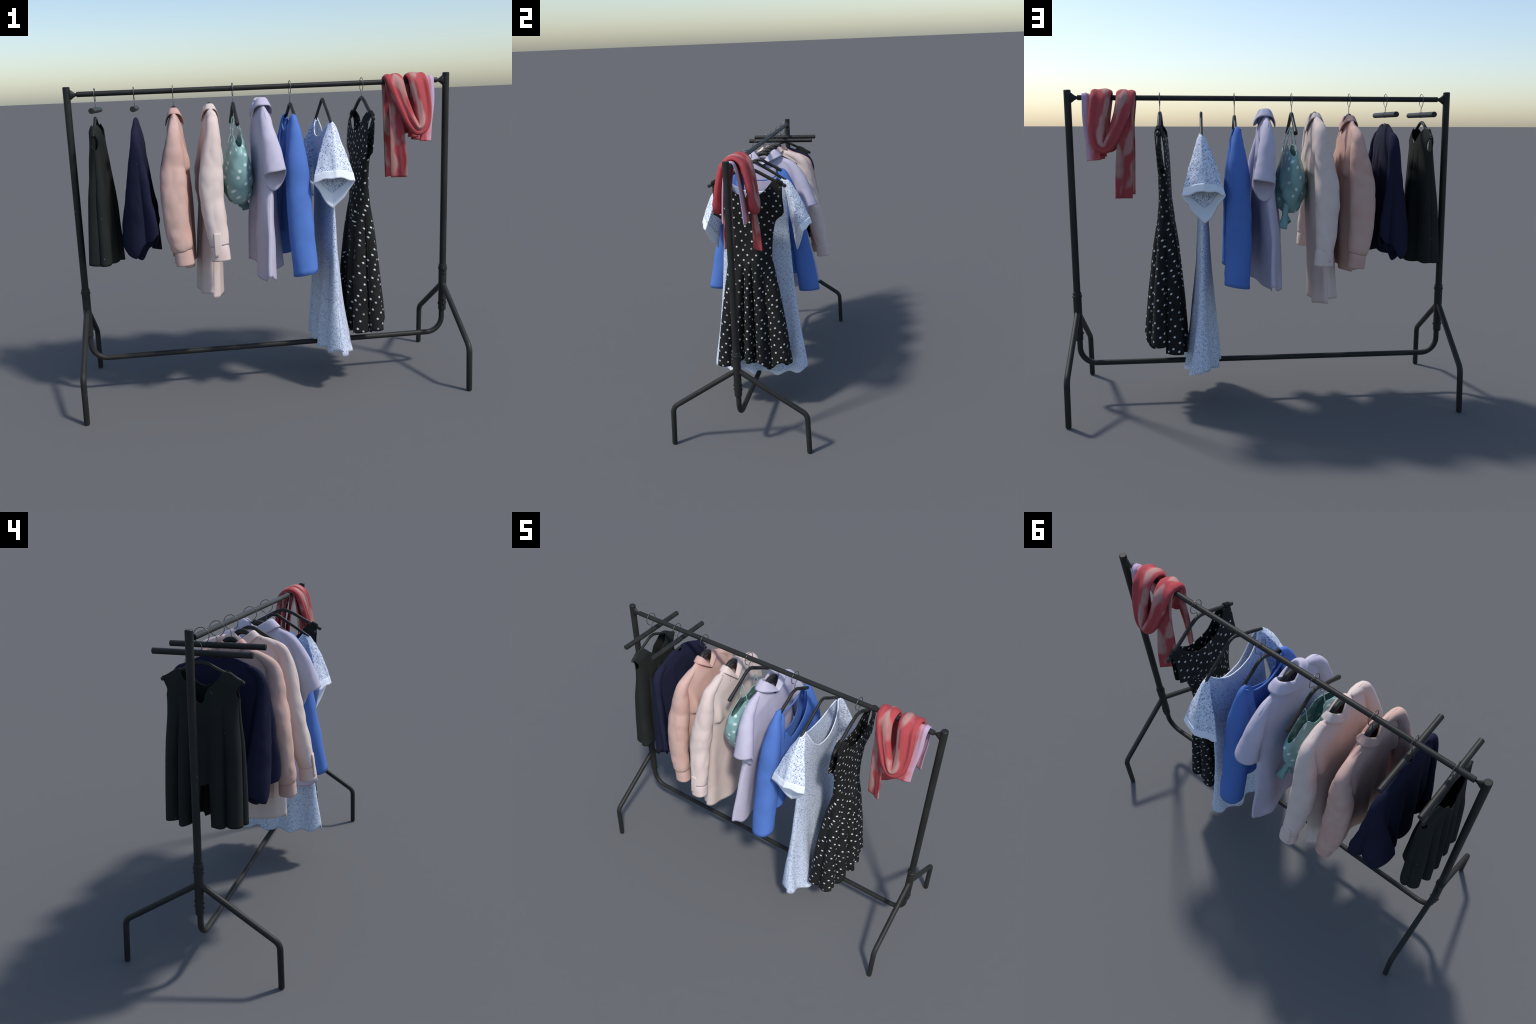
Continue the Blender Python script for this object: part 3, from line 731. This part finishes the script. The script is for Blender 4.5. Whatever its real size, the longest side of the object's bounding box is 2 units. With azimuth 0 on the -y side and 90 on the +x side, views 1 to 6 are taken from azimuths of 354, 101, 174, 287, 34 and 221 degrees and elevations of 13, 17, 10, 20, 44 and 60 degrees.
# ------------------------------------------------------------------ 9 polka dot dress
def build_polka_dress():
    g = new_thing("polka_dot_dress", (0.515, 0, 0.25), "black sleeveless pleated dress with white polka dots", "dress")
    phase = lambda y, z: 2*PI*(y-0.025)/(0.036 + 0.040*smoothstep(0.97, 0.35, z))
    grow = C((0.25, 1.0), (0.5, 0.9), (0.8, 0.5), (0.93, 0.12), (0.965, 0.0))
    def hem(y, s):
        if s > 0:
            return 0.352 - 0.055*np.exp(-((y-0.105)/0.035)**2) - 0.05*smoothstep(-0.08, -0.13, y) - 0.02*smoothstep(0.15, 0.2, y)
        return 0.285 - 0.015*np.cos(y*11)
    V, F = cloth_body(
        cx=C((0.25, 0.508), (0.6, 0.505), (0.96, 0.502), (1.2, 0.505), (1.43, 0.518)),
        thick=(C((0.25, 0.088), (0.5, 0.068), (0.8, 0.050), (0.955, 0.042), (1.1, 0.029), (1.3, 0.029), (1.43, 0.028)), C((0.25, 0.080), (0.5, 0.065), (0.8, 0.049), (0.955, 0.042), (1.1, 0.029), (1.3, 0.029), (1.43, 0.028))),
        width=C((0.25, 0.222), (0.6, 0.180), (0.85, 0.146), (0.94, 0.134), (0.96, 0.126), (1.06, 0.131), (1.15, 0.143), (1.20, 0.158), (1.222, 0.190), (1.236, 0.222), (1.30, 0.232), (1.36, 0.226), (1.42, 0.214), (1.45, 0.210)),
        front_top=C((0, 1.338), (0.06, 1.340), (0.095, 1.346), (0.136, 1.370), (0.156, 1.392), (0.167, 1.414), (0.175, 1.433), (0.182, 1.431), (0.2, 1.422)),
        back_top=C((0, 1.338), (0.06, 1.340), (0.095, 1.346), (0.136, 1.370), (0.156, 1.392), (0.167, 1.414), (0.175, 1.433), (0.182, 1.431), (0.2, 1.422)),
        hem=hem, shoulder=line(0.172, 1.437, 0.2, 1.424), ripple=(10, 0.9, lambda z: 0.040*grow(z), 0.24, 0.085),
        slot=C((1.205, 0.0), (1.222, 0.30), (1.25, 0.46), (1.32, 0.55), (1.38, 0.48), (1.43, 0.30)), ramp=0.05, least=0.42, bulge=0.75, cols=130, rows=100, wave=0.003, seed=17.0, join=0.168)
    add_part("dress_body", V, F, POLKA, g, shell=0.004, lengths={"cloth_around": cloth_body.around})
    for t in (-1, 1):
        V, F = sweep(resample([(0.519, t*0.168, 1.432), (0.519, t*0.184, 1.424), (0.519, t*0.203, 1.413)], 12), [0.010, 0.013, 0.0135, 0.0135, 0.013, 0.013, 0.013, 0.013, 0.0135, 0.0135, 0.013, 0.010], 16)
        add_part("shoulder_loop", V, F, BLACK_TRIM, g, weld=False)
    add_hanger(g, 0.519, [(0, 1.502), (0.022, 1.499), (0.06, 1.484), (0.12, 1.452), (0.18, 1.421), (0.226, 1.398)], 0.0088, 0.9)

# ------------------------------------------------------------------ 10 scarf
def build_scarf():
    g = new_thing("scarf", (0.76, 0, 1.08), "red and pink scarf looped over the rail", "scarf")
    # the looped band: a closed path over the rail twice, with a low swag on each side; x, y, z, half width
    half = [(0.684, 0.0, 1.604, 0.048), (0.684, -0.030, 1.593, 0.047), (0.688, -0.052, 1.56, 0.044), (0.706, -0.072, 1.49, 0.038), (0.732, -0.087, 1.42, 0.034), (0.757, -0.095, 1.365, 0.032), (0.787, -0.098, 1.334, 0.032), (0.815, -0.095, 1.355, 0.037),
            (0.822, -0.087, 1.42, 0.043), (0.818, -0.073, 1.49, 0.046), (0.808, -0.054, 1.56, 0.049), (0.804, -0.031, 1.595, 0.051)]
    path = half + [(0.803, 0.0, 1.607, 0.052)] + [(x, -y, z, w) for x, y, z, w in reversed(half[1:])]
    S = resample(path + [path[0]], 181)[:-1]
    P = S[:, :3]; n, m = len(P), 44
    T = np.roll(P, -1, 0) - np.roll(P, 1, 0); T /= np.linalg.norm(T, axis=1)[:, None]
    V, ac, al = [], [], []
    run = np.concatenate([[0], np.cumsum(np.linalg.norm(np.diff(P, axis=0), axis=1))]); run = np.minimum(run, run[-1]-run)
    for i in range(n):
        low = smoothstep(1.42, 1.34, P[i, 2]); top = smoothstep(1.56, 1.6, P[i, 2])
        out = np.array([0.0, P[i, 1], (P[i, 2]-1.53)*top]) + np.array([0, 1e-4*(1 if i < n/2 else -1), 0])
        N = out - T[i]*(out@T[i]); N /= np.linalg.norm(N)
        W = np.cross(T[i], N)
        th = 0.013 + 0.012*low + 0.004*(1-top)*(1-low)
        for k in range(m):
            a = 2*PI*k/m
            u = math.copysign(abs(math.cos(a))**0.75, math.cos(a)); w = math.sin(a)
            ridge = (0.008*(2*abs(math.cos(u*2.3+0.95+0.25*math.sin(i*0.07)))**0.7-1) + 0.0015*math.cos(u*11+i*0.05))*(1-0.6*top)*max(0.0, w)**0.5
            V.append(P[i] + W*u*S[i, 3] + N*(w*th + ridge))
            ac.append(u*S[i, 3]); al.append(run[i])
    F = grid_faces(n, m, True) + [((n-1)*m+k, (n-1)*m+(k+1) % m, (k+1) % m, k) for k in range(m)]
    add_part("looped_band", np.array(V), F, RED, g, weld=False, lengths={"cloth_around": ac, "cloth_along": al})
    def strip(name, mat, stations, n=70, m=26, th=0.006, ruffle=0.003, seed=0.0):
        """Folded strip: stations (x, y, z, half width, yaw of the width direction)."""
        S = resample(stations, n); V, ac, al = [], [], []
        Tn = np.gradient(S[:, :3], axis=0); Tn /= np.linalg.norm(Tn, axis=1)[:, None]
        for i in range(n):
            W = np.array([math.cos(S[i, 4]), math.sin(S[i, 4]), 0]); W -= Tn[i]*(W@Tn[i]); W /= np.linalg.norm(W)
            N = np.cross(Tn[i], W)
            for k in range(m):
                u = -1 + 2*k/(m-1)
                V.append(S[i, :3] + W*u*S[i, 3] + N*ruffle*(math.cos(u*3.0+seed) + 0.3*math.cos(u*8+i*0.12+seed)))
                ac.append(u*S[i, 3]); al.append(i*0.012 + seed*3)
        add_part(name, np.array(V), grid_faces(n, m), mat, g, shell=th, lengths={"cloth_around": ac, "cloth_along": al})
    strip("hanging_tail", RED, [(0.699, -0.073, 1.088, 0.042, -0.42), (0.696, -0.072, 1.2, 0.041, -0.36), (0.690, -0.064, 1.32, 0.037, -0.22), (0.684, -0.050, 1.46, 0.034, -0.05), (0.680, -0.032, 1.56, 0.042, 0.0), (0.682, -0.016, 1.588, 0.045, 0.0),
                               (0.682, 0.016, 1.588, 0.045, 0.0), (0.680, 0.032, 1.56, 0.042, 0.0), (0.684, 0.052, 1.46, 0.036, 0.15), (0.694, 0.068, 1.32, 0.042, 0.45), (0.700, 0.080, 1.2, 0.048, 0.62), (0.704, 0.086, 1.08, 0.050, 0.68)], n=110, seed=0.4)
    strip("pale_end", PALE, [(0.842, -0.066, 1.268, 0.034, 0.35), (0.850, -0.060, 1.36, 0.032, 0.3), (0.868, -0.044, 1.47, 0.028, 0.15), (0.872, -0.026, 1.565, 0.026, 0.0), (0.874, -0.012, 1.592, 0.026, 0.0),
                            (0.874, 0.012, 1.592, 0.026, 0.0), (0.872, 0.026, 1.565, 0.026, 0.0), (0.868, 0.044, 1.47, 0.028, -0.1), (0.854, 0.058, 1.36, 0.032, -0.2), (0.846, 0.065, 1.268, 0.036, -0.2)], n=90, seed=2.0)
    strip("inner_fold", RED, [(0.816, -0.020, 1.575, 0.03, 0.0), (0.818, 0.0, 1.592, 0.032, 0.0), (0.82, 0.028, 1.54, 0.03, 0.0), (0.822, 0.042, 1.4, 0.028, 0.1), (0.815, 0.046, 1.285, 0.03, 0.1)], n=80, seed=1.0)

build_tank_top()
build_navy_blouse()
build_pink_shirt()
build_cream_shirt()
build_camisole()
build_lavender_shirt()
build_blue_top()
build_sprig_dress()
build_polka_dress()
build_scarf()
